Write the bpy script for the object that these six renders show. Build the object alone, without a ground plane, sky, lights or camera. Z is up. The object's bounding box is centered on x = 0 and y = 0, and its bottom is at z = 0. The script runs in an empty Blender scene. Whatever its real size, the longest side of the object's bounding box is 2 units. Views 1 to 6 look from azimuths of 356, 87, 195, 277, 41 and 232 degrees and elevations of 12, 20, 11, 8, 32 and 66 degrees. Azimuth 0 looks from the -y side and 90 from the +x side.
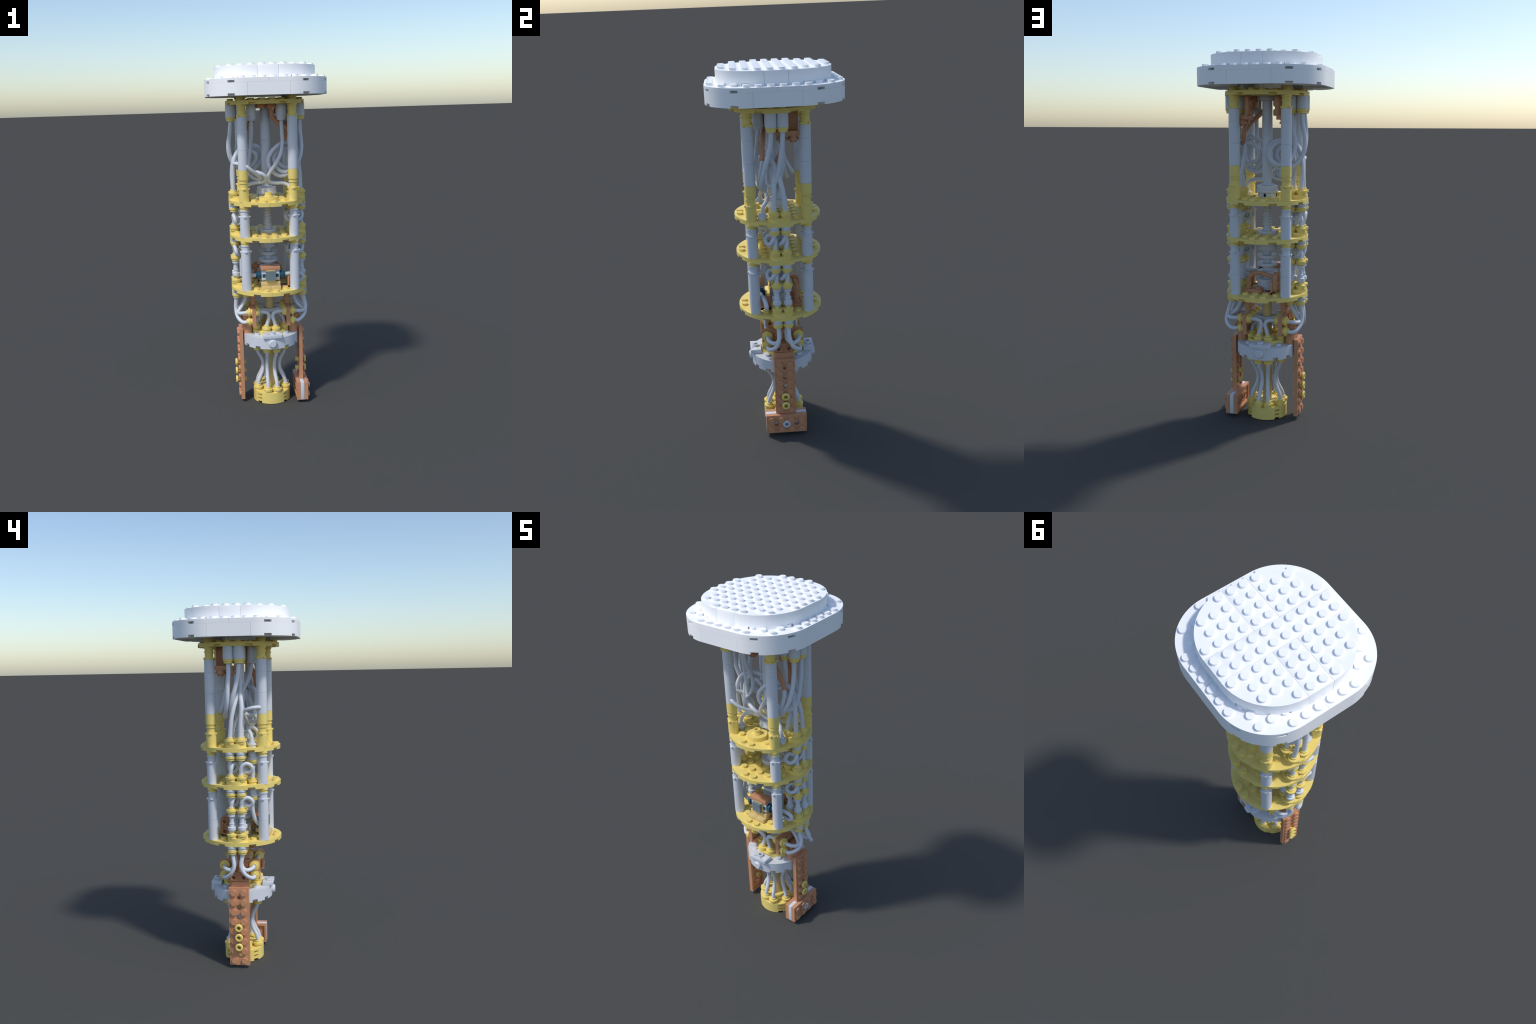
"""Brick-built column: white rounded-square cap with studs on four pillars,
round yellow decks, bundles of flexible hoses, two orange arms and a round foot.
All sizes are in brick units (20 = one stud pitch, 8 = one plate height)."""
import bpy, bmesh, math
from math import sin, cos, pi, radians, hypot
from mathutils import Vector, Matrix

U = 2.0 / 712.0                       # metres per brick unit

# ------------------------------------------------------------------ materials
def plastic(name, rgb, rough=0.45, vary=0.006):
    m = bpy.data.materials.new(name)
    m.use_nodes = True
    nt = m.node_tree
    b = nt.nodes["Principled BSDF"]
    tc = nt.nodes.new("ShaderNodeTexCoord")
    nz = nt.nodes.new("ShaderNodeTexNoise")
    nz.inputs["Scale"].default_value = 9.0
    nz.inputs["Detail"].default_value = 3.0
    rp = nt.nodes.new("ShaderNodeValToRGB")
    rp.color_ramp.elements[0].position = 0.3
    rp.color_ramp.elements[1].position = 0.7
    rp.color_ramp.elements[0].color = (*[c * (1 - vary) for c in rgb], 1)
    rp.color_ramp.elements[1].color = (*[min(1, c * (1 + vary)) for c in rgb], 1)
    nt.links.new(tc.outputs["Object"], nz.inputs["Vector"])
    nt.links.new(nz.outputs["Fac"], rp.inputs["Fac"])
    nt.links.new(rp.outputs["Color"], b.inputs["Base Color"])
    b.inputs["Roughness"].default_value = rough
    b.inputs["Specular IOR Level"].default_value = 0.35
    return m

WHITE  = plastic("white_plastic",       (0.985, 0.985, 0.985))
PALE   = plastic("pale_grey_plastic",   (0.66, 0.685, 0.735))
YELLOW = plastic("soft_yellow_plastic", (0.86, 0.68, 0.20))
TAN    = plastic("tan_plastic",         (0.68, 0.51, 0.22))
ORANGE = plastic("nougat_plastic",      (0.60, 0.29, 0.155))
TEAL   = plastic("dark_teal_plastic",   (0.020, 0.085, 0.13), 0.3)
SLATE  = plastic("slate_grey_plastic",  (0.17, 0.22, 0.25), 0.3)
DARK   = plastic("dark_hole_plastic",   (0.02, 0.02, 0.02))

# ------------------------------------------------------------------ mesh tools
def finish(bm, name, mat, angle=25):
    bmesh.ops.remove_doubles(bm, verts=bm.verts, dist=1e-4)
    bmesh.ops.recalc_face_normals(bm, faces=bm.faces)
    bm.transform(Matrix.Scale(U, 4))
    me = bpy.data.meshes.new(name)
    bm.to_mesh(me)
    bm.free()
    for p in me.polygons:
        p.use_smooth = True
    me.set_sharp_from_angle(angle=radians(angle))
    me.materials.append(mat)
    return me

ROOT = bpy.data.objects.new("brick_built_machine_column", None)
ROOT["label"] = "tall brick-built column with white studded cap, yellow decks and hoses"
ROOT["category"] = "brick toy"
bpy.context.scene.collection.objects.link(ROOT)

def place(me, name, at=(0, 0, 0), rot=None, parent=None):
    o = bpy.data.objects.new(name, me)
    bpy.context.scene.collection.objects.link(o)
    m = Matrix.Translation(Vector(at) * U)
    if rot is not None:
        m = m @ rot
    p = parent or ROOT
    o.parent = p
    if parent is not None:
        o.matrix_parent_inverse = parent_world[parent.name].inverted()
    o.matrix_basis = m
    parent_world[o.name] = m
    return o
parent_world = {}

def rot_to(axis):
    """rotation that turns +z into the given axis name"""
    v = {"+x": (1, 0, 0), "-x": (-1, 0, 0), "+y": (0, 1, 0), "-y": (0, -1, 0),
         "+z": (0, 0, 1), "-z": (0, 0, -1)}[axis]
    return Vector((0, 0, 1)).rotation_difference(Vector(v)).to_matrix().to_4x4()

def add_lathe(bm, prof, seg=32, off=(0, 0, 0)):
    """prof: (radius, z) bottom to top; r = 0 closes on the axis"""
    rings = []
    for r, z in prof:
        if r < 1e-6:
            rings.append([bm.verts.new((off[0], off[1], off[2] + z))])
        else:
            rings.append([bm.verts.new((off[0] + r * cos(2 * pi * i / seg),
                                        off[1] + r * sin(2 * pi * i / seg),
                                        off[2] + z)) for i in range(seg)])
    for a, b in zip(rings, rings[1:]):
        for i in range(seg):
            j = (i + 1) % seg
            if len(a) == 1 and len(b) == 1:
                continue
            if len(a) == 1:
                bm.faces.new((a[0], b[j], b[i]))
            elif len(b) == 1:
                bm.faces.new((a[i], a[j], b[0]))
            else:
                bm.faces.new((a[i], a[j], b[j], b[i]))

def lathe(name, prof, mat, seg=32):
    bm = bmesh.new()
    add_lathe(bm, prof, seg)
    return finish(bm, name, mat)

def add_box(bm, lo, hi, mat=None, bevel=0.0):
    tmp = bmesh.new()
    bmesh.ops.create_cube(tmp, size=1.0)
    for v in tmp.verts:
        v.co = Vector([lo[i] + (v.co[i] + 0.5) * (hi[i] - lo[i]) for i in range(3)])
    if bevel > 0:
        bmesh.ops.bevel(tmp, geom=tmp.edges[:], offset=bevel, segments=2, affect="EDGES", profile=0.5)
    if mat is not None:
        tmp.transform(mat)
    merge(bm, tmp)

def merge(bm, tmp):
    vm = {v: bm.verts.new(v.co) for v in tmp.verts}
    for f in tmp.faces:
        bm.faces.new([vm[v] for v in f.verts])
    tmp.free()

def box(name, lo, hi, mat, bevel=0.35, parent=None):
    """box object whose origin is its own centre"""
    c = [(a + b) / 2 for a, b in zip(lo, hi)]
    h = [(b - a) / 2 - 0.08 for a, b in zip(lo, hi)]
    bm = bmesh.new()
    add_box(bm, [-x for x in h], h, None, bevel)
    return place(finish(bm, name, mat), name, c, parent=parent)

def add_prism(bm, outline, z0, z1, top=True, bottom=True, edge=0.0):
    """outline: list of (x, y); optional small chamfer on the top edge"""
    lo = [bm.verts.new((x, y, z0)) for x, y in outline]
    hi = [bm.verts.new((x, y, z1)) for x, y in outline]
    n = len(outline)
    for i in range(n):
        j = (i + 1) % n
        bm.faces.new((lo[i], lo[j], hi[j], hi[i]))
    if bottom:
        bm.faces.new(lo[::-1])
    if top:
        bm.faces.new(hi)

def arc(cx, cy, r, a0, a1, n, notches=(), width=14.0, depth=13.0):
    """arc points (degrees); notches are angles where the rim steps inward"""
    cuts = []
    half = math.degrees(width / 2 / r)
    for a in notches:
        cuts.append((a - half, a + half))
    angs = [a0 + (a1 - a0) * i / n for i in range(n + 1)]
    pts = []
    for a in angs:
        if not any(lo < a < hi for lo, hi in cuts):
            pts.append((a, r))
    for lo, hi in cuts:
        pts += [(lo, r), (lo + 0.01, r - depth), (hi - 0.01, r - depth), (hi, r)]
    pts.sort()
    return [(cx + q * cos(radians(a)), cy + q * sin(radians(a))) for a, q in pts]

# ------------------------------------------------------------------ repeated pieces
STUD = {}
def stud_mesh(mat):
    if mat.name not in STUD:
        STUD[mat.name] = lathe("stud", [(0, -0.5), (6, -0.5), (6, 4), (0, 4)], mat, 24)
    return STUD[mat.name]

HSTUD = {}
def hollow_stud_mesh(mat):
    if mat.name not in HSTUD:
        HSTUD[mat.name] = lathe("hollow_stud", [(4, -0.1), (6, -0.1), (6, 4), (4, 4), (4, -0.1)], mat, 24)
    return HSTUD[mat.name]

def add_studs(parent, pts, z, mat):
    for x, y in pts:
        place(stud_mesh(mat), "stud", (x, y, z), parent=parent)

# one-stud round plate: narrow skirt, wide rim, hollow stud
COLLAR_PROF = [(3.9, 0.0), (8.2, 0.0), (8.2, 4.0), (9.85, 4.0), (9.85, 8.0), (6.0, 8.0),
               (6.0, 12.0), (4.0, 12.0), (3.9, 5.0)]
COLLAR = {}
def collar(at, mat, axis="+z", name="collar"):
    if mat.name not in COLLAR:
        COLLAR[mat.name] = lathe("collar", COLLAR_PROF, mat, 32)
    return place(COLLAR[mat.name], name, at, rot_to(axis))

# short neck piece with a lugged ring at one end and a thin ring at the other
NECK = {}
def neck(at, mat, axis="+z", turn=0):
    if mat.name not in NECK:
        bm = bmesh.new()
        add_lathe(bm, [(0, 0), (9.9, 0), (9.9, 3.2), (8.3, 3.2), (8.3, 13.4), (9.6, 13.4), (9.6, 15.9), (0, 15.9)], 32)
        for k in range(4):
            add_box(bm, (7.5, -3.0, 0.2), (11.9, 3.0, 4.0), Matrix.Rotation(k * pi / 2, 4, "Z"), 0.9)
        NECK[mat.name] = finish(bm, "ringed_neck", mat)
    return place(NECK[mat.name], "ringed_neck", at, rot_to(axis) @ Matrix.Rotation(radians(turn), 4, "Z"))

ROUND = {}
def round_brick(at, h, mat, skirt=False, name="pillar_segment", r=10.0):
    key = (h, mat.name, skirt, r)
    if key not in ROUND:
        p = [(0, 0.1)]
        if skirt:
            p += [(8.3, 0.1), (8.3, 4), (r, 4)]
        else:
            p += [(r, 0.1)]
        p += [(r, h - 0.1), (0, h - 0.1)]
        ROUND[key] = lathe(name, p, mat, 32)
    return place(ROUND[key], name, at)

# flexible hose swept along a smooth path
def hose(pts, mat, r=4.0, name="hose", seg=12, step=6):
    P = [Vector(p) for p in pts]
    P = [2 * P[0] - P[1]] + P + [2 * P[-1] - P[-2]]
    path = []
    for i in range(1, len(P) - 2):
        p0, p1, p2, p3 = P[i - 1:i + 3]
        # centripetal spline
        t0 = 0.0
        t1 = t0 + max((p1 - p0).length, 1e-3) ** 0.5
        t2 = t1 + max((p2 - p1).length, 1e-3) ** 0.5
        t3 = t2 + max((p3 - p2).length, 1e-3) ** 0.5
        for k in range(step):
            t = t1 + (t2 - t1) * k / step
            a1 = (t1 - t) / (t1 - t0) * p0 + (t - t0) / (t1 - t0) * p1
            a2 = (t2 - t) / (t2 - t1) * p1 + (t - t1) / (t2 - t1) * p2
            a3 = (t3 - t) / (t3 - t2) * p2 + (t - t2) / (t3 - t2) * p3
            b1 = (t2 - t) / (t2 - t0) * a1 + (t - t0) / (t2 - t0) * a2
            b2 = (t3 - t) / (t3 - t1) * a2 + (t - t1) / (t3 - t1) * a3
            path.append((t2 - t) / (t2 - t1) * b1 + (t - t1) / (t2 - t1) * b2)
    path.append(P[-2])
    c = sum(path, Vector()) / len(path)
    bm = bmesh.new()
    tan = (path[1] - path[0]).normalized()
    nrm = tan.orthogonal().normalized()
    rings = []
    for i, p in enumerate(path):
        t = (path[min(i + 1, len(path) - 1)] - path[max(i - 1, 0)]).normalized()
        nrm = (tan.rotation_difference(t) @ nrm)
        nrm = (nrm - t * nrm.dot(t)).normalized()
        tan = t
        bi = t.cross(nrm)
        rings.append([bm.verts.new(p - c + r * (cos(2 * pi * k / seg) * nrm + sin(2 * pi * k / seg) * bi))
                      for k in range(seg)])
    for a, b in zip(rings, rings[1:]):
        for k in range(seg):
            j = (k + 1) % seg
            bm.faces.new((a[k], a[j], b[j], b[k]))
    bm.faces.new(rings[0][::-1])
    bm.faces.new(rings[-1])
    return place(finish(bm, name, mat, 50), name, c)

def drill(obj, at, axis, r, depth):
    """cut a blind round hole (brick units, world position of the hole mouth, outward axis)"""
    bm = bmesh.new()
    add_lathe(bm, [(0, -depth), (r, -depth), (r, 3), (0, 3)], 20)
    me = finish(bm, "drill_bit", ORANGE)
    t = bpy.data.objects.new("drill_bit", me)
    bpy.context.scene.collection.objects.link(t)
    t.matrix_world = Matrix.Translation(Vector(at) * U) @ rot_to(axis)
    md = obj.modifiers.new("hole", "BOOLEAN")
    md.operation = "DIFFERENCE"
    md.object = t
    md.solver = "EXACT"
    bpy.context.view_layer.update()
    new = bpy.data.meshes.new_from_object(obj.evaluated_get(bpy.context.evaluated_depsgraph_get()))
    obj.modifiers.clear()
    new.name = obj.data.name
    obj.data = new
    bpy.data.objects.remove(t)

# ------------------------------------------------------------------ stud layout
ODD = [i * 20 - 110 for i in range(12)]
def fits(x, y, c, R, margin=6.0):
    x, y = abs(x), abs(y)
    if x > c and y > c:
        return hypot(x - c, y - c) + margin <= R
    return max(x, y) + margin <= c + R

# ------------------------------------------------------------------ cap
def cap():
    g = 0.14                                   # half of the visible joint between pieces
    # upper tier: rounded square 10 studs wide, corner radius 4 studs
    z0, z1 = 684.0, 708.0
    def corner(name, c, R, lo, hi, inner, parent_mat, slots=(), z_slot=None, hollow=False):
        """quarter piece in the +x +y corner; origin at the arc centre"""
        bm = bmesh.new()
        a = arc(0, 0, R, 0, 90, 32)
        core = [(inner, inner), (R, inner)] if inner != 0 else [(g, g)]
        out = core + [(max(x, g), max(y, g)) for x, y in a] + ([(inner, R)] if inner != 0 else [])
        an = arc(0, 0, R, 0, 90, 32, slots)
        outn = core + [(max(x, g), max(y, g)) for x, y in an] + ([(inner, R)] if inner != 0 else [])
        zs = z_slot if z_slot else lo
        add_prism(bm, out, zs, hi - 0.05)
        if zs > lo:
            add_prism(bm, outn, lo, zs, top=False)
        bmesh.ops.remove_doubles(bm, verts=bm.verts, dist=1e-4)
        return finish(bm, name, parent_mat)
    up = corner("cap_corner_brick", 20, 80, 0, z1 - z0, 0, WHITE, (22.5, 67.5), 4.2)
    lowp = corner("cap_corner_plate", 40, 80, 0, 8, -40 + g, WHITE, (22.5, 67.5), 4.2)
    # lower ring corner: quarter ring two studs wide
    def quarter_ring():
        bm = bmesh.new()
        def ringpts(cuts):
            o = [(max(x, g), max(y, g)) for x, y in arc(0, 0, 80, 0, 90, 32, cuts)]
            i = [(max(x, g), max(y, g)) for x, y in arc(0, 0, 40, 0, 90, 16)]
            return o + i[::-1]
        add_prism(bm, ringpts(()), 4.2, 23.9)
        add_prism(bm, ringpts((22.5, 67.5)), 0, 4.2, top=False)
        return finish(bm, "cap_ring_brick", WHITE)
    ring = quarter_ring()
    studs_up = [(x, y) for x in ODD for y in ODD if max(abs(x), abs(y)) <= 90 and fits(x, y, 20, 80)]
    studs_lo = [(x, y) for x in ODD for y in ODD if fits(x, y, 40, 80) and
                not fits(x, y, 20, 80, -5.9) or (fits(x, y, 40, 80) and
                (abs(x), abs(y)) in ((90, 50), (50, 90)))]
    for k in range(4):
        r = Matrix.Rotation(k * pi / 2, 4, "Z")
        sx, sy = [(1, 1), (-1, 1), (-1, -1), (1, -1)][k]
        p = place(up, "cap_corner_brick", (20 * sx, 20 * sy, z0), r)
        add_studs(p, [(x, y) for x, y in studs_up if x * sx > 20 and y * sy > 20], z1, WHITE)
        p = place(lowp, "cap_corner_plate", (40 * sx, 40 * sy, 676), r)
        add_studs(p, [(x, y) for x, y in studs_lo if x * sx > 0 and y * sy > 0], 684, WHITE)
        place(ring, "cap_ring_brick", (40 * sx, 40 * sy, 652), r)
    mid = box("cap_centre_brick", (-20 + g, -100, z0), (20 - g, 100, z1), WHITE, 0.2)
    add_studs(mid, [(x, y) for x, y in studs_up if abs(x) < 20], z1, WHITE)
    for s in (-1, 1):
        b = box("cap_side_brick", (min(20 * s, 100 * s) + (g if s > 0 else 0), -20 + g, z0),
                (max(20 * s, 100 * s) - (0 if s > 0 else g), 20 - g, z1), WHITE, 0.2)
        add_studs(b, [(x, y) for x, y in studs_up if x * s > 20 and abs(y) < 20], z1, WHITE)
        for turn in (0, 90):
            bm = bmesh.new()
            add_box(bm, (-40 + g, -3, 0), (40 - g, 3, 23.9))
            at = (0, 117 * s, 652) if turn == 0 else (117 * s, 0, 652)
            place(finish(bm, "cap_wall_brick", WHITE), "cap_wall_brick", at, Matrix.Rotation(radians(turn), 4, "Z"))
    # one-stud bricks under the cap that the pillars plug into
    bm = bmesh.new()
    add_box(bm, (40, 40, 0), (60, 60, 23.9))
    core = finish(bm, "cap_core_brick", WHITE)
    for k in range(4):
        place(core, "cap_core_brick", (0, 0, 652), Matrix.Rotation(k * pi / 2, 4, "Z"))
cap()

# ------------------------------------------------------------------ round decks
DECK_STUDS = [(x, y) for x in ODD for y in ODD if max(abs(x), abs(y)) <= 70 and hypot(x, y) + 6 <= 80]
def half_deck():
    bm = bmesh.new()
    g = 0.12
    def half(cuts):
        return [(max(x, g), y) for x, y in arc(0, 0, 80, -90, 90, 64, cuts, 15.0, 9.0)]
    add_prism(bm, half(()), 4, 8)
    add_prism(bm, half((-67.5, -22.5, 22.5, 67.5)), 0, 4, top=False)
    return finish(bm, "deck_half", YELLOW)
HALF = half_deck()
SIDE = [(sx * x, sy * 10) for sx in (-1, 1) for x in (50, 70) for sy in (-1, 1)]
POSTS = [(sx * 50, sy * 50) for sx in (-1, 1) for sy in (-1, 1)]
def deck(z, covered=(), joined=False):
    for k in (0, 1):
        p = place(HALF, "deck_half", (0, 0, z), Matrix.Rotation(k * pi, 4, "Z"))
        s = 1 if k == 0 else -1
        pts = [q for q in DECK_STUDS if q[0] * s > 0 and q not in covered and q not in POSTS]
        if joined:
            bm = bmesh.new()
            for x, y in pts:
                add_lathe(bm, [(6, 7.8), (6, 12), (0, 12)], 24, (x, y, 0))
            o = place(finish(bm, "deck_studs", YELLOW), "deck_studs", (0, 0, z), parent=p)
            o["kind"] = "stuff"
        else:
            add_studs(p, pts, z + 8, YELLOW)
CENTRE = [(x, y) for x in (-10, 10) for y in (-10, 10)]
deck(636, CENTRE, True)
deck(436, SIDE + CENTRE + [(-10, -50), (10, -50), (-10, -30), (10, -30), (50, -30), (-50, -30)])
deck(364, SIDE + CENTRE + [(-50, -30)])
deck(252, SIDE + CENTRE + [(x, y) for x in (-10, 10) for y in (-50, -30)] + [(30, 30), (10, 30), (-30, 30)])

# ------------------------------------------------------------------ pillars
for x, y in POSTS:
    collar((x, y, 644), YELLOW)
    collar((x, y, 628), YELLOW)
    neck((x, y, 612), YELLOW, turn=45)
    round_brick((x, y, 588), 24, PALE)
    round_brick((x, y, 548), 40, PALE)
    round_brick((x, y, 508), 40, PALE)
    round_brick((x, y, 484), 24, YELLOW, True)
    neck((x, y, 468), YELLOW)
    round_brick((x, y, 444), 24, YELLOW)
    collar((x, y, 428), YELLOW)
    neck((x, y, 412), PALE)
    round_brick((x, y, 372), 40, PALE)
    collar((x, y, 356), YELLOW)
    neck((x, y, 340), PALE)
    round_brick((x, y, 300), 40, PALE)
    round_brick((x, y, 260), 40, PALE)

# ------------------------------------------------------------------ centre column
disc20 = lathe("round_plate", [(0, 0), (20, 0), (20, 7.9), (0, 7.9)], PALE, 40)
ydisc20 = lathe("round_plate", [(0, 0), (20, 0), (20, 7.9), (0, 7.9)], YELLOW, 40)
def skirted(h):
    return lathe("skirted_disc", [(0, 0), (14, 0), (14, 2.6), (20, 2.6), (20, h), (0, h)], PALE, 40)
place(disc20, "round_plate", (0, 0, 628))
for z, h in ((564, 64), (524, 40), (484, 40)):
    round_brick((0, 0, z), h, PALE, name="column_segment")
neck((0, 0, 468), PALE)
place(disc20, "round_plate", (0, 0, 460))
hub = lathe("hub", [(0, 0), (18, 0), (18, 9), (21.2, 11), (21.2, 15.9), (0, 15.9)], PALE, 40)
place(hub, "hub", (0, 0, 444))
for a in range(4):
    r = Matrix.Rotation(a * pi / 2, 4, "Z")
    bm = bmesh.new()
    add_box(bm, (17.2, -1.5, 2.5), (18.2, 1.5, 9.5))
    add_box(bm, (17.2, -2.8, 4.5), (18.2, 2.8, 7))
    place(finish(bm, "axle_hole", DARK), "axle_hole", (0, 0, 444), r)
# ribbed spring rod
prof = [(0, 0), (10, 0), (10, 2.5), (8.6, 2.5), (8.6, 6)]
z = 6.0
while z < 52:
    prof += [(7.0, z + 1.3), (7.0, z + 2.9), (8.7, z + 4.2), (8.7, z + 6.2)]
    z += 6.2
prof += [(6.9, z), (6.9, z + 0.5), (0, z + 0.5)]
place(lathe("ribbed_rod", prof, PALE, 32), "ribbed_rod", (0, 0, 380))
place(disc20, "round_plate", (0, 0, 372))
tall = skirted(23.9)
flat = skirted(7.9)
place(tall, "skirted_disc", (0, 0, 340))
spacer = lathe("spacer", [(0, 0), (8.2, 0), (8.2, 8), (0, 8)], PALE)
for z in (332, 316, 300, 284):
    place(spacer, "spacer", (0, 0, z))
for z in (324, 308, 292):
    place(flat, "skirted_disc", (0, 0, z))
place(disc20, "round_plate", (0, 0, 276))
place(lathe("round_base", [(0, 0), (20, 0), (20, 15.8), (0, 15.8)], PALE, 40), "round_base", (0, 0, 260))
place(lathe("centre_pole", [(0, 0), (9.2, 0), (9.2, 220), (0, 220)], TAN, 32), "centre_pole", (0, 0, 32))

# ------------------------------------------------------------------ hose clusters on both sides
stem = lathe("stem", [(0, 0), (5.5, 0), (6.5, 2.5), (8.0, 4), (8.0, 9.6), (7.4, 10), (5.2, 10.4), (5.2, 13.6), (4.4, 14),
                      (4.4, 15), (5.2, 15.4), (5.2, 17.6), (4.2, 18.2), (4.2, 30), (4.2, 30.4), (7.2, 30.6), (7.2, 35), (0, 36)],
             PALE, 24)
knob = lathe("knob", [(0, 0), (8.3, 0), (8.3, 3.6), (9.9, 4.2), (9.9, 7.8), (9.6, 8), (4.2, 8), (4.2, 12.2), (0, 12.2)], YELLOW, 32)
for s in (-1, 1):
    for z in (444, 372, 260):
        place(ydisc20, "round_plate", (60 * s, 0, z))
    for x in (50, 70):
        for y in (-10, 10):
            round_brick((x * s, y, 612), 24, PALE, name="hose_socket")
            # rim up against the socket, narrow end down
            collar((x * s, y, 452), YELLOW)
            collar((x * s, y, 380), YELLOW)
            for zc in (436, 364, 252):
                collar((x * s, y, zc - 8), PALE)
                collar((x * s, y, zc - 16), YELLOW)
            place(knob, "knob", (x * s, y, 268))
            place(stem, "stem", (x * s, y, 280))
            collar((x * s, y, 316), YELLOW)
rimmed = [(0, 0), (8.4, 0), (8.4, 4), (9.8, 4.3), (9.8, 7.9), (0, 7.9)]
yrim = lathe("socket_ring", rimmed, YELLOW)
prim = lathe("socket_ring", rimmed, PALE)
orim = lathe("socket_ring", [(0, 0), (9.2, 0), (9.2, 8), (0, 8)], ORANGE)
for s in (-1, 1):
    for x in (50, 70):
        for y in (-10, 10):
            place(yrim, "socket_ring", (x * s, y, 604))
    round_brick((30 * s, -30, 612), 24, PALE, name="hose_socket")
    place(prim, "socket_ring", (30 * s, -30, 604))
    collar((50 * s, -30, 444), PALE)
# left chain of couplings beside the front left pillar
for zb, zt in ((436, 372), (364, None)):
    neck((-50, -30, zb - 16), PALE)
    collar((-50, -30, zb - 24), YELLOW)
collar((-50, -30, 372), YELLOW)
hose([(-50, -30, 414), (-50, -30, 404), (-50, -31, 394), (-50, -30, 382)], PALE)

# curled hoses between the decks
def curl(x, y, zb, zt, zc, turn=0.0):
    """short hose that makes one full loop on its way up; turn swings the loop about the vertical"""
    loop = [(0, 0, zb - 3), (0, 0, zb + 4), (-1.5, -0.5, zc - 1), (-2, -5, zc + 6), (-1.5, -12, zc + 8.5), (0, -19, zc + 5),
            (1.5, -21.5, zc - 1), (3, -19, zc - 6.5), (5, -12, zc - 8.6), (5.5, -5, zc - 5), (4, -1.5, zc + 1), (1, 0, zt - 4), (0, 0, zt + 2)]
    c, n = cos(radians(turn)), sin(radians(turn))
    return [(x + c * dx - n * dy, y + n * dx + c * dy, z) for dx, dy, z in loop]
for s in (-1, 1):
    for x in (50, 70):
        for y in (-10, 10):
            turn = 0
            if s < 0 and y > 0:
                turn = 56 if x == 70 else 20
            if s > 0:
                turn = -48 if x == 70 else -40
            hose(curl(x * s, y, 392, 420, 405 if s < 0 else 408.5, turn), PALE, name="hose_curl")
            hose(curl(x * s, y, 328, 349, 339 if s < 0 else 341, turn), PALE, name="hose_curl")

# big loops of the upper bay
LOOPS = [
    # written for the left side with x positive outward
    [(70, 10, 606), (71, 10, 585), (76, 11, 560), (75, 13, 535), (66, 17, 515), (48, 22, 503), (34, 23.5, 501), (16, 19, 512),
     (5, 14, 530), (11, 8, 547), (24, 2, 554), (42, -5, 553), (58, -10, 543), (67, -13, 522), (69, -11, 495), (70, -10, 463)],
    [(50, 10, 606), (52, 13, 580), (59, 17, 550), (56, 23, 526), (46, 30, 513), (33, 33.5, 509), (18, 29, 516), (11, 20, 532),
     (16, 11, 545), (28, 3, 551), (40, -4, 548), (48, -9, 531), (51, -11, 500), (50, -10, 463)],
    [(70, -10, 606), (73, -8, 580), (75, -2, 555), (72, 5, 530), (62, 9, 513), (46, 12, 508), (30, 11, 512),
     (20, 7, 525), (22, 0, 538), (36, -3, 545), (54, -4, 545), (66, 0, 528), (71, 6, 500), (70, 10, 463)],
]
for L in LOOPS:
    hose([(-x, y, z) for x, y, z in L], PALE, 4.2)
RIGHT = [
    [(70, -10, 606), (70, -12, 583), (71, -16, 565), (71, -22, 546), (66, -27, 525), (53, -31, 504), (42, -28, 495), (26, -22, 492),
     (12, -24, 500), (3.5, -29, 515), (2.5, -32, 528), (9, -32, 541), (21, -27.5, 552), (34, -20, 558), (46, -14, 557), (58, -8, 548),
     (67, 0, 525), (70, 8, 490), (70, 10, 463)],
    [(70, 10, 606), (71, 8, 580), (71, 4, 555), (70, 0, 532), (66, -6, 513), (56, -13, 505), (44, -17, 507), (30, -17, 512), (22, -15, 524),
     (24, -11, 539), (35, -8, 549), (50, -6, 547), (62, -6, 533), (68, -8, 505), (70, -10, 463)],
    [(50, 10, 606), (53, 10, 575), (57, 8, 545), (58, 2, 515), (54, -6, 490), (50, -10, 463)],
    [(50, -10, 606), (49, -9, 575), (46, -4, 545), (46, 4, 515), (49, 9, 490), (50, 10, 463)],
]
for L in RIGHT:
    hose(L, PALE, 4.2)
# front pair from the inner sockets, crossing low in front of the column
hose([(30, -30, 606), (31, -33, 580), (31, -36, 557), (27, -38, 537), (17, -37, 518), (7, -33, 503), (1.5, -27, 491), (3, -21, 482),
      (9, -18.5, 478.5), (20, -19, 477), (32, -18, 476.5), (42, -22, 473), (48, -28, 466), (50, -30, 454)], PALE, 3.8)
hose([(-30, -30, 606), (-30, -24, 577), (-31, -14, 558), (-33, -5, 537), (-36, -6, 519), (-39.5, -12, 510), (-38, -20, 506),
      (-31, -27, 504), (-21, -31, 501.5), (-11, -33.5, 497.5), (-4, -31, 491), (-5, -26, 484), (-13, -22, 480), (-26, -20, 478.5),
      (-40, -23, 475), (-47, -28, 467), (-50, -30, 454)], PALE, 3.8)
# long hose that runs out past the front left pillar and back
hose([(-50, -10, 606), (-50, -9, 570), (-46, -9, 535), (-40, -15, 506), (-30, -20, 491), (-20, -20, 486), (-14, -26, 488), (-21, -41, 496),
      (-29, -50, 503), (-36, -54, 509), (-43, -55.5, 515), (-53, -50.5, 519), (-61, -44, 520.5), (-66, -35.5, 520), (-65.5, -27, 518),
      (-59, -18, 514), (-51, -8, 507), (-46, 4, 488), (-50, 10, 463)], PALE, 3.8)

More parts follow.
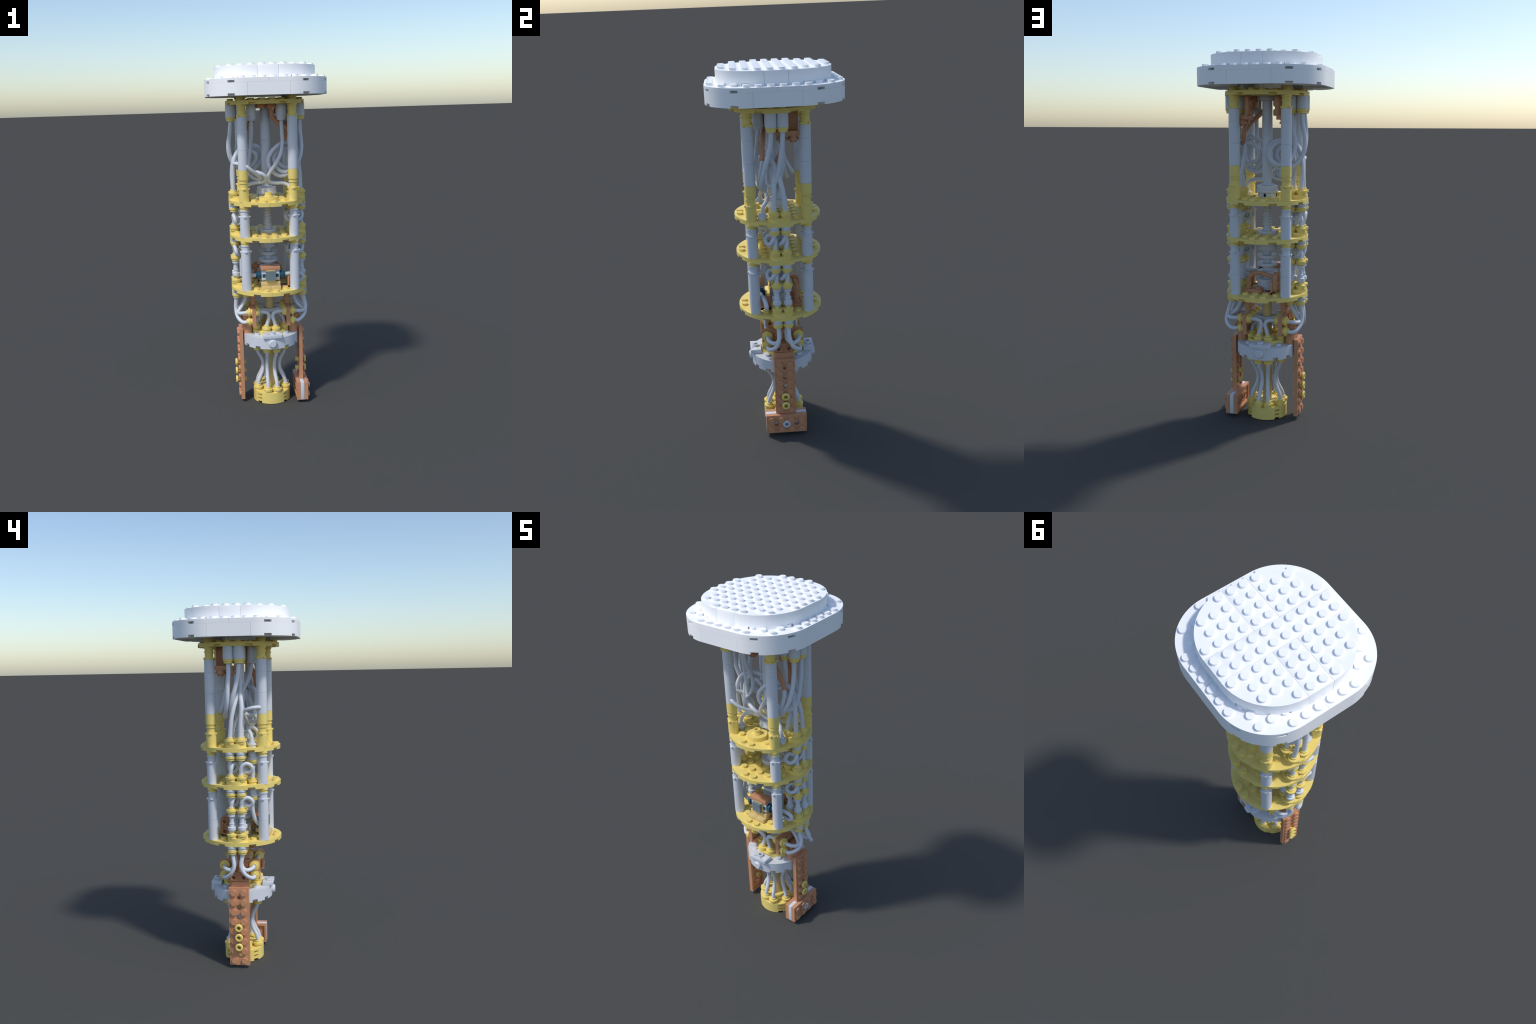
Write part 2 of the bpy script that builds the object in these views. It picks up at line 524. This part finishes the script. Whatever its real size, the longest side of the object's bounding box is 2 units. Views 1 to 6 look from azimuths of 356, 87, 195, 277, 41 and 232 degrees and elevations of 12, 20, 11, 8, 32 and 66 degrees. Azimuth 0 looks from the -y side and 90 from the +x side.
# orange hoses of the upper bay and their brackets
hose([(10, -30, 630), (11, -27, 616), (18, -21.5, 605), (29, -21.5, 595.5), (40, -23.8, 587), (51, -25.5, 573), (58, -26.4, 560), (59, -26.5, 553)],
     ORANGE, 4.4, "sleeve_hose")
hose([(59, -26.4, 555), (60, -29, 540), (57, -32, 524), (49, -33, 507), (38, -29, 500), (25, -25, 504), (17, -22, 516), (16, -19, 531),
      (26, -15, 541), (42, -11.5, 546), (54, -11, 545)], PALE, 4.0)
hose([(42, 10, 584), (43, 9.5, 572), (45.5, 5, 558), (50, -3, 548), (55, -11, 545)], ORANGE, 4.4, "sleeve_hose")
for s in (-1, 1):
    place(orim, "socket_ring", (10 * s, -30, 628))
    bm = bmesh.new()
    add_box(bm, (-4, -10, 0), (4, 10, 36), None, 1.0)
    lo, hi = (-1, 21) if s > 0 else (-21, 1)
    add_box(bm, (lo, -30, -8), (hi, 10, 0), None, 0.4)
    place(finish(bm, "bracket", ORANGE), "bracket", (29 * s, 30, 600))
    for z in (622, 605):
        place(hollow_stud_mesh(ORANGE), "hollow_stud", (25 * s, 30, z), rot_to("-x" if s > 0 else "+x"))
    for y in (10, 30):
        collar((42 * s, y, 592), ORANGE, "-z")
box("bracket_block", (22, -20, 612), (38, 0, 636), ORANGE)
box("bracket_block", (-38, -20, 612), (-22, 0, 636), ORANGE)

# ------------------------------------------------------------------ front dial on the upper deck
place(ydisc20, "round_plate", (0, -40, 444))
place(lathe("dial_knob", [(0, 0), (9, 0), (9, 2), (8, 2.4), (8, 3.4), (7, 3.6), (7, 9), (4.5, 9), (4.5, 4), (0, 4)], YELLOW), "dial_knob", (0, -40, 452))

# ------------------------------------------------------------------ small engine on the lowest deck
box("engine_base", (-20, -60, 260), (0, -40, 268), TAN)
box("engine_base", (0, -60, 260), (20, -40, 268), TAN)
box("engine_step", (-20, -50, 268.1), (20, -30, 276), TAN)
box("engine_back_plate", (-10, -50, 276.2), (10, -30, 300), YELLOW)
bm = bmesh.new()
add_box(bm, (-10, -6, -10), (10, 0, 10))
for v in bm.verts:
    if v.co.y < -3:
        v.co.x *= 0.96; v.co.z *= 0.96
place(finish(bm, "engine_panel", SLATE), "engine_panel", (0, -50.1, 289))
for s in (-1, 1):
    b = box("engine_block", (min(10.2 * s, 18.6 * s), -47, 278.5), (max(10.2 * s, 18.6 * s), -30, 299), PALE)
    box("engine_window", (min(10.8 * s, 17 * s), -47.6, 285), (max(10.8 * s, 17 * s), -46, 292.2), TEAL, 0.1, b)
    collar((18.6 * s, -39, 289), TEAL, "+x" if s > 0 else "-x", "engine_wheel")
bm = bmesh.new()
add_box(bm, (-20, -10, 0), (20, 10, 8), None, 0.5)
place(finish(bm, "engine_roof", ORANGE), "engine_roof", (0, -40, 300.1))
hose([(-28, -39, 289), (-38, -39, 289), (-45, -37, 293), (-50, -32, 305), (-52, -29, 325), (-50, -30, 346)], PALE)
hose([(28, -39, 289), (40, -38, 290), (56, -34, 290), (67, -31, 284), (69, -30, 277), (62, -30, 271), (52, -30, 271), (42, -30, 272)], PALE)
bm = bmesh.new()
add_box(bm, (-20, -10, 0), (0, 10, 4), None, 0.3)
add_box(bm, (-4, -10, 0), (0, 10, 27), None, 0.3)
place(finish(bm, "hose_bracket", ORANGE), "hose_bracket", (40, -30, 260))

# rear orange hose arch between two rounded plates
def stadium(l, r, n=12):
    pts = []
    for k in range(n + 1):
        a = -pi / 2 + pi * k / n
        pts.append((l / 2 - r + r * cos(a), r * sin(a)))
    for k in range(n + 1):
        a = pi / 2 + pi * k / n
        pts.append((-l / 2 + r + r * cos(a), r * sin(a)))
    return pts
bm = bmesh.new()
add_prism(bm, stadium(40, 10), 0, 8)
ROUNDED = finish(bm, "rounded_plate", ORANGE)
lying = place(ROUNDED, "rounded_plate", (20, 30, 260))
for x in (10, 30):
    drill(lying, (x, 30, 268), "+z", 4, 6)
    place(hollow_stud_mesh(ORANGE), "hollow_stud", (x, 30, 268), parent=lying)
up = place(ROUNDED, "rounded_plate", (-22, 30, 283), Matrix.Rotation(-pi / 2, 4, "Y"))
for z in (272, 292):
    drill(up, (-30, 30, z), "-x", 4 if z > 280 else 4.6, 6)
    place(hollow_stud_mesh(ORANGE), "hollow_stud", (-30, 30, z), rot_to("-x"), parent=up)
bm = bmesh.new()
add_box(bm, (0, -10, 0), (20, 10, 4), None, 0.3)
add_box(bm, (0, -10, 0), (4, 10, 25), None, 0.3)
place(finish(bm, "hose_bracket", ORANGE), "hose_bracket", (-21.5, 30, 260))
hose([(30, 30, 268), (29.5, 30, 280), (26, 30, 292), (16, 30, 299), (4, 30, 299.5), (-8, 30, 296), (-22, 30, 292)], ORANGE, 3.9, "sleeve_hose")

# ------------------------------------------------------------------ lower bay: hose plates and hoses
def panel(nx, nz, holes=(), mat=ORANGE, name="panel"):
    """plate lying in x-z local frame: width nx studs along local x, nz along local y, studs on +z, hollow underside"""
    w, h = nx * 10.0, nz * 10.0
    bm = bmesh.new()
    g = 0.1
    # face slab with optional round holes: grid cells, holed cells get a ring of quads
    cells = {}
    xs = [-w + g] + [-w + 10 + 20 * i for i in range(nx)] + [w - g]
    add = []
    for cx, cy in holes:
        cells[(cx, cy)] = True
    if holes:
        # strips between holes; hole cells are 12 wide squares
        hs = sorted(holes)
        q = 6.0
        def rect(x0, y0, x1, y1):
            if x1 - x0 > 1e-3 and y1 - y0 > 1e-3:
                add_box(bm, (x0, y0, 4), (x1, y1, 8))
        along_y = nz >= nx
        if along_y:
            rect(-w + g, -h + g, -q, h - g); rect(q, -h + g, w - g, h - g)
            y = -h + g
            for _, cy in sorted(holes, key=lambda t: t[1]):
                rect(-q, y, q, cy - q); y = cy + q
            rect(-q, y, q, h - g)
        else:
            rect(-w + g, -h + g, w - g, -q); rect(-w + g, q, w - g, h - g)
            x = -w + g
            for cx, _ in hs:
                rect(x, -q, cx - q, q); x = cx + q
            rect(x, -q, w - g, q)
        for cx, cy in holes:
            n = 24
            for lvl in (4, 8):
                sq, ci = [], []
                for k in range(n):
                    a = 2 * pi * k / n
                    m = max(abs(cos(a)), abs(sin(a)))
                    sq.append(bm.verts.new((cx + q * cos(a) / m, cy + q * sin(a) / m, lvl)))
                    ci.append(bm.verts.new((cx + 5.2 * cos(a), cy + 5.2 * sin(a), lvl)))
                for k in range(n):
                    j = (k + 1) % n
                    bm.faces.new((sq[k], sq[j], ci[j], ci[k]))
            add_lathe(bm, [(7.4, 0.6), (7.4, 4.0)], 24, (cx, cy, 0))
            add_lathe(bm, [(5.2, 0.6), (5.2, 8.0)], 24, (cx, cy, 0))
            add_lathe(bm, [(5.2, 0.6), (7.4, 0.6)], 24, (cx, cy, 0))
    else:
        add_box(bm, (-w + g, -h + g, 4), (w - g, h - g, 8))
        if nx > 1 and nz > 1:
            for i in range(nx - 1):
                for j in range(nz - 1):
                    add_lathe(bm, [(5, 4), (5, 0.6), (7.4, 0.6), (7.4, 4)], 20, (-w + 20 + 20 * i, -h + 20 + 20 * j, 0))
    for lo, hi in (((-w + g, -h + g), (-w + 4, h - g)), ((w - 4, -h + g), (w - g, h - g)),
                   ((-w + 4, -h + g), (w - 4, -h + 4)), ((-w + 4, h - 4), (w - 4, h - g))):
        add_box(bm, (*lo, 0), (*hi, 4.0))
    return finish(bm, name, mat)

def facing(s):
    """local +z -> s*x, local y -> world z"""
    return Matrix(((0, 0, s, 0), (s, 0, 0, 0), (0, 1, 0, 0), (0, 0, 0, 1)))

def panel_studs(parent, s, x, z0, ny, nz, mat=ORANGE, skip=()):
    for i in range(ny):
        for j in range(nz):
            y = -ny * 10 + 10 + 20 * i
            z = z0 + 10 + 20 * j
            if (y, z) not in skip:
                place(stud_mesh(mat), "stud", (x, y, z), rot_to("+x" if s > 0 else "-x"), parent=parent)

inner = panel(4, 2, name="hose_panel")
hang = panel(2, 2, name="hanger_plate")
for s in (-1, 1):
    p = place(inner, "hose_panel", (32 * s, 0, 196), facing(s))
    for y in (-10, 10):
        place(stud_mesh(ORANGE), "stud", (40 * s, y, 206), rot_to("+x" if s > 0 else "-x"), parent=p)
    h = box("hanger_plate", (min(32 * s, 40 * s), -20, 219.5), (max(32 * s, 40 * s), 20, 252), ORANGE)
    for y in (-10, 10):
        place(stud_mesh(ORANGE), "stud", (40 * s, y, 236), rot_to("+x" if s > 0 else "-x"), parent=h)
    ax, bx = ("+x", "-x") if s > 0 else ("-x", "+x")
    for y in (-30, 30):
        for z in (186, 206):
            collar((40 * s, y, z), YELLOW, ax)
    for y in (-30, -10, 10, 30):
        place(yrim, "socket_ring", (24.2 * s, y, 206), rot_to(ax))
    for sy in (-1, 1):
        bundle = "left" if s < 0 else ("front" if sy < 0 else "rear")
        outer_path = {"left": [(71, 9, 230), (73, 7, 210), (71.4, 13, 196.5), (65, 22.5, 187), (57, 29, 184)],
                      "front": [(71.5, 9, 227), (76, 9.5, 212), (75, 14, 198), (67.5, 22, 188.5), (57, 29, 184)],
                      "rear": [(73.6, 9.5, 231), (78.5, 11, 214), (80.5, 17, 199), (74.5, 26, 190), (63, 31, 184.5)]}[bundle]
        inner_path = {"left": [(53, 8, 227), (60, 6, 214), (67, 11, 205), (68, 18, 202.5), (61, 27, 204)],
                      "front": [(53, 8, 227), (60, 6, 214), (69, 11, 205), (71, 18, 202.5), (63, 27, 204)],
                      "rear": [(54, 8, 230), (61, 6, 218), (71, 8, 208), (75, 16, 204), (68, 26, 204.5), (58, 29.7, 205.5)]}[bundle]
        hose([(70 * s, 10 * sy, 240)] + [(x * s, y * sy, z) for x, y, z in outer_path] + [(49 * s, 30 * sy, 186)], PALE)
        hose([(50 * s, 10 * sy, 240)] + [(x * s, y * sy, z) for x, y, z in inner_path] + [(48 * s, 30 * sy, 206)], PALE)
        hose([(26 * s, 30 * sy, 206), (15 * s, 30 * sy, 206), (7 * s, 30 * sy, 203), (3.8 * s, 30 * sy, 196), (6 * s, 30 * sy, 187), (10 * s, 30 * sy, 174)], PALE)
        hose([(26 * s, 10 * sy, 206), (12 * s, 13 * sy, 205), (-4 * s, 14 * sy, 202), (-18 * s, 12 * sy, 197), (-27 * s, 10 * sy, 188), (-30 * s, 10 * sy, 174)], PALE)
    # shoulder blocks that carry the arms
    bm = bmesh.new()
    add_prism(bm, stadium(40, 10), 0, 20)
    place(finish(bm, "shoulder", ORANGE), "shoulder", (50 * s, 0, 156.1), Matrix.Rotation(pi / 2, 4, "Z"))
    for y in (-10, 10):
        b = box("shoulder_block", (min(44 * s, 59 * s), y - 10, 176.5), (max(44 * s, 59 * s), y + 10, 195), ORANGE)
        drill(b, (59 * s, y, 185), ax, 4, 10)
        place(hollow_stud_mesh(ORANGE), "hollow_stud", (59 * s, y, 185), rot_to(ax), parent=b)

# pale ring with notched rim
def notched_disc(r, h, cuts, notch_h, width, depth, name, mat, n=96):
    bm = bmesh.new()
    add_prism(bm, arc(0, 0, r, 0, 360, n)[:-1], notch_h, h)
    pts = arc(0, 0, r, 0, 360, n, cuts, width, depth)
    if abs(pts[0][0] - pts[-1][0]) < 1e-3:
        pts = pts[:-1]
    add_prism(bm, pts, 0, notch_h, top=False)
    return finish(bm, name, mat)
RING = notched_disc(60, 24, [a + 90 * k for k in range(4) for a in (31, 59)], 5.5, 11, 8, "waist_ring", PALE)
ring = place(RING, "waist_ring", (0, 0, 132))
for x in (-30, 30):
    for y in (-30, 30):
        place(stud_mesh(PALE), "stud", (x, y, 156), parent=ring)
for s in (-1, 1):
    j = box("jumper_plate", (-20, min(42 * s, 63 * s), 156.2), (20, max(42 * s, 63 * s), 164), PALE)
    drill(j, (0, 52 * s, 164), "+z", 4, 5)
    place(hollow_stud_mesh(PALE), "hollow_stud", (0, 52 * s, 164), parent=j)
    place(lathe("boss", [(0, 0), (8.4, 0), (8.4, 5), (6.6, 7.4), (0, 7.4)], PALE), "boss", (0, 58.5 * s, 145), rot_to("+y" if s > 0 else "-y"))
Y4 = notched_disc(40, 8, (45, 135, 225, 315), 4, 11, 7, "round_base_plate", YELLOW, 64)
place(Y4, "round_base_plate", (0, 0, 156.1))
place(Y4, "round_base_plate", (0, 0, 123.9))
for z in (0, 8, 16):
    place(Y4, "round_base_plate", (0, 0, z + 0.02))
place(ydisc20, "round_plate", (0, 0, 24))
for x, y in [(a, b) for a in (-30, -10, 10, 30) for b in (-30, -10, 10, 30) if hypot(a, b) < 35 and hypot(a, b) > 20]:
    collar((x, y, 24), YELLOW)
    collar((x, y, 164), YELLOW)
    place(yrim, "socket_ring", (x, y, 115.9))
    pinch = [(26, 1), (38, 1), (47, 0.92), (57, 0.76), (67, 0.63), (78, 0.58), (90, 0.64), (100, 0.78), (109, 0.94), (119, 1)]
    # most hoses pinch straight towards the pole, one only slides back
    hose([(x * (1 if (x, y) == (-10, -30) else f), y * f, z) for z, f in pinch], PALE)

# ------------------------------------------------------------------ arms
pin = lathe("pin", [(3.4, -5), (4.9, -5), (4.9, 12), (6.4, 12.6), (8, 14), (8, 16.6), (6.6, 18), (4, 18), (3.9, 6)], YELLOW, 24)
pin_w = lathe("pin", [(3.4, -5), (4.9, -5), (4.9, 12), (6.4, 12.6), (8, 14), (8, 16.6), (6.6, 18), (4, 18), (3.9, 6)], PALE, 24)
left = place(panel(2, 8, [(0, -80 + 20 * k) for k in range(1, 8)], name="arm_plate"), "arm_plate", (-60, 0, 86), facing(-1))
panel_studs(left, -1, -68, 6, 2, 8)
for z in (86, 66, 46):
    place(pin, "pin", (-60, 0, z), rot_to("-x"), parent=left)
right = place(panel(2, 6, [(0, -60 + 20 * k) for k in range(1, 6)], name="arm_plate"), "arm_plate", (60, 0, 106), facing(1))
panel_studs(right, 1, 68, 46, 2, 6)
for z in (86, 66):
    place(pin, "pin", (58.5, 0, z), rot_to("+x"), parent=right)
foot_mesh = panel(4, 2, [(-20, 0), (0, 0), (20, 0)], name="foot_plate")
outer = place(foot_mesh, "foot_plate", (68.1, 0, 26), facing(1))
panel_studs(outer, 1, 76, 6, 4, 2)
box("foot_plate", (60.1, -40, 6), (67.9, 40, 45.9), PALE, 0.15)
innerf = place(panel(4, 2, name="foot_plate"), "foot_plate", (52, 0, 26), facing(1))
place(pin_w, "pin", (61.5, 0, 26), rot_to("+x"), parent=outer)
# blind bushes in the topmost arm holes
bush = lathe("bush", [(0, 1), (3.4, 1), (3.4, 7.6), (5.15, 7.6), (5.15, 0.8), (0, 0.8)], ORANGE, 24)
place(bush, "bush", (-60, 0, 146), rot_to("-x"), parent=left)
place(bush, "bush", (60, 0, 146), rot_to("+x"), parent=right)
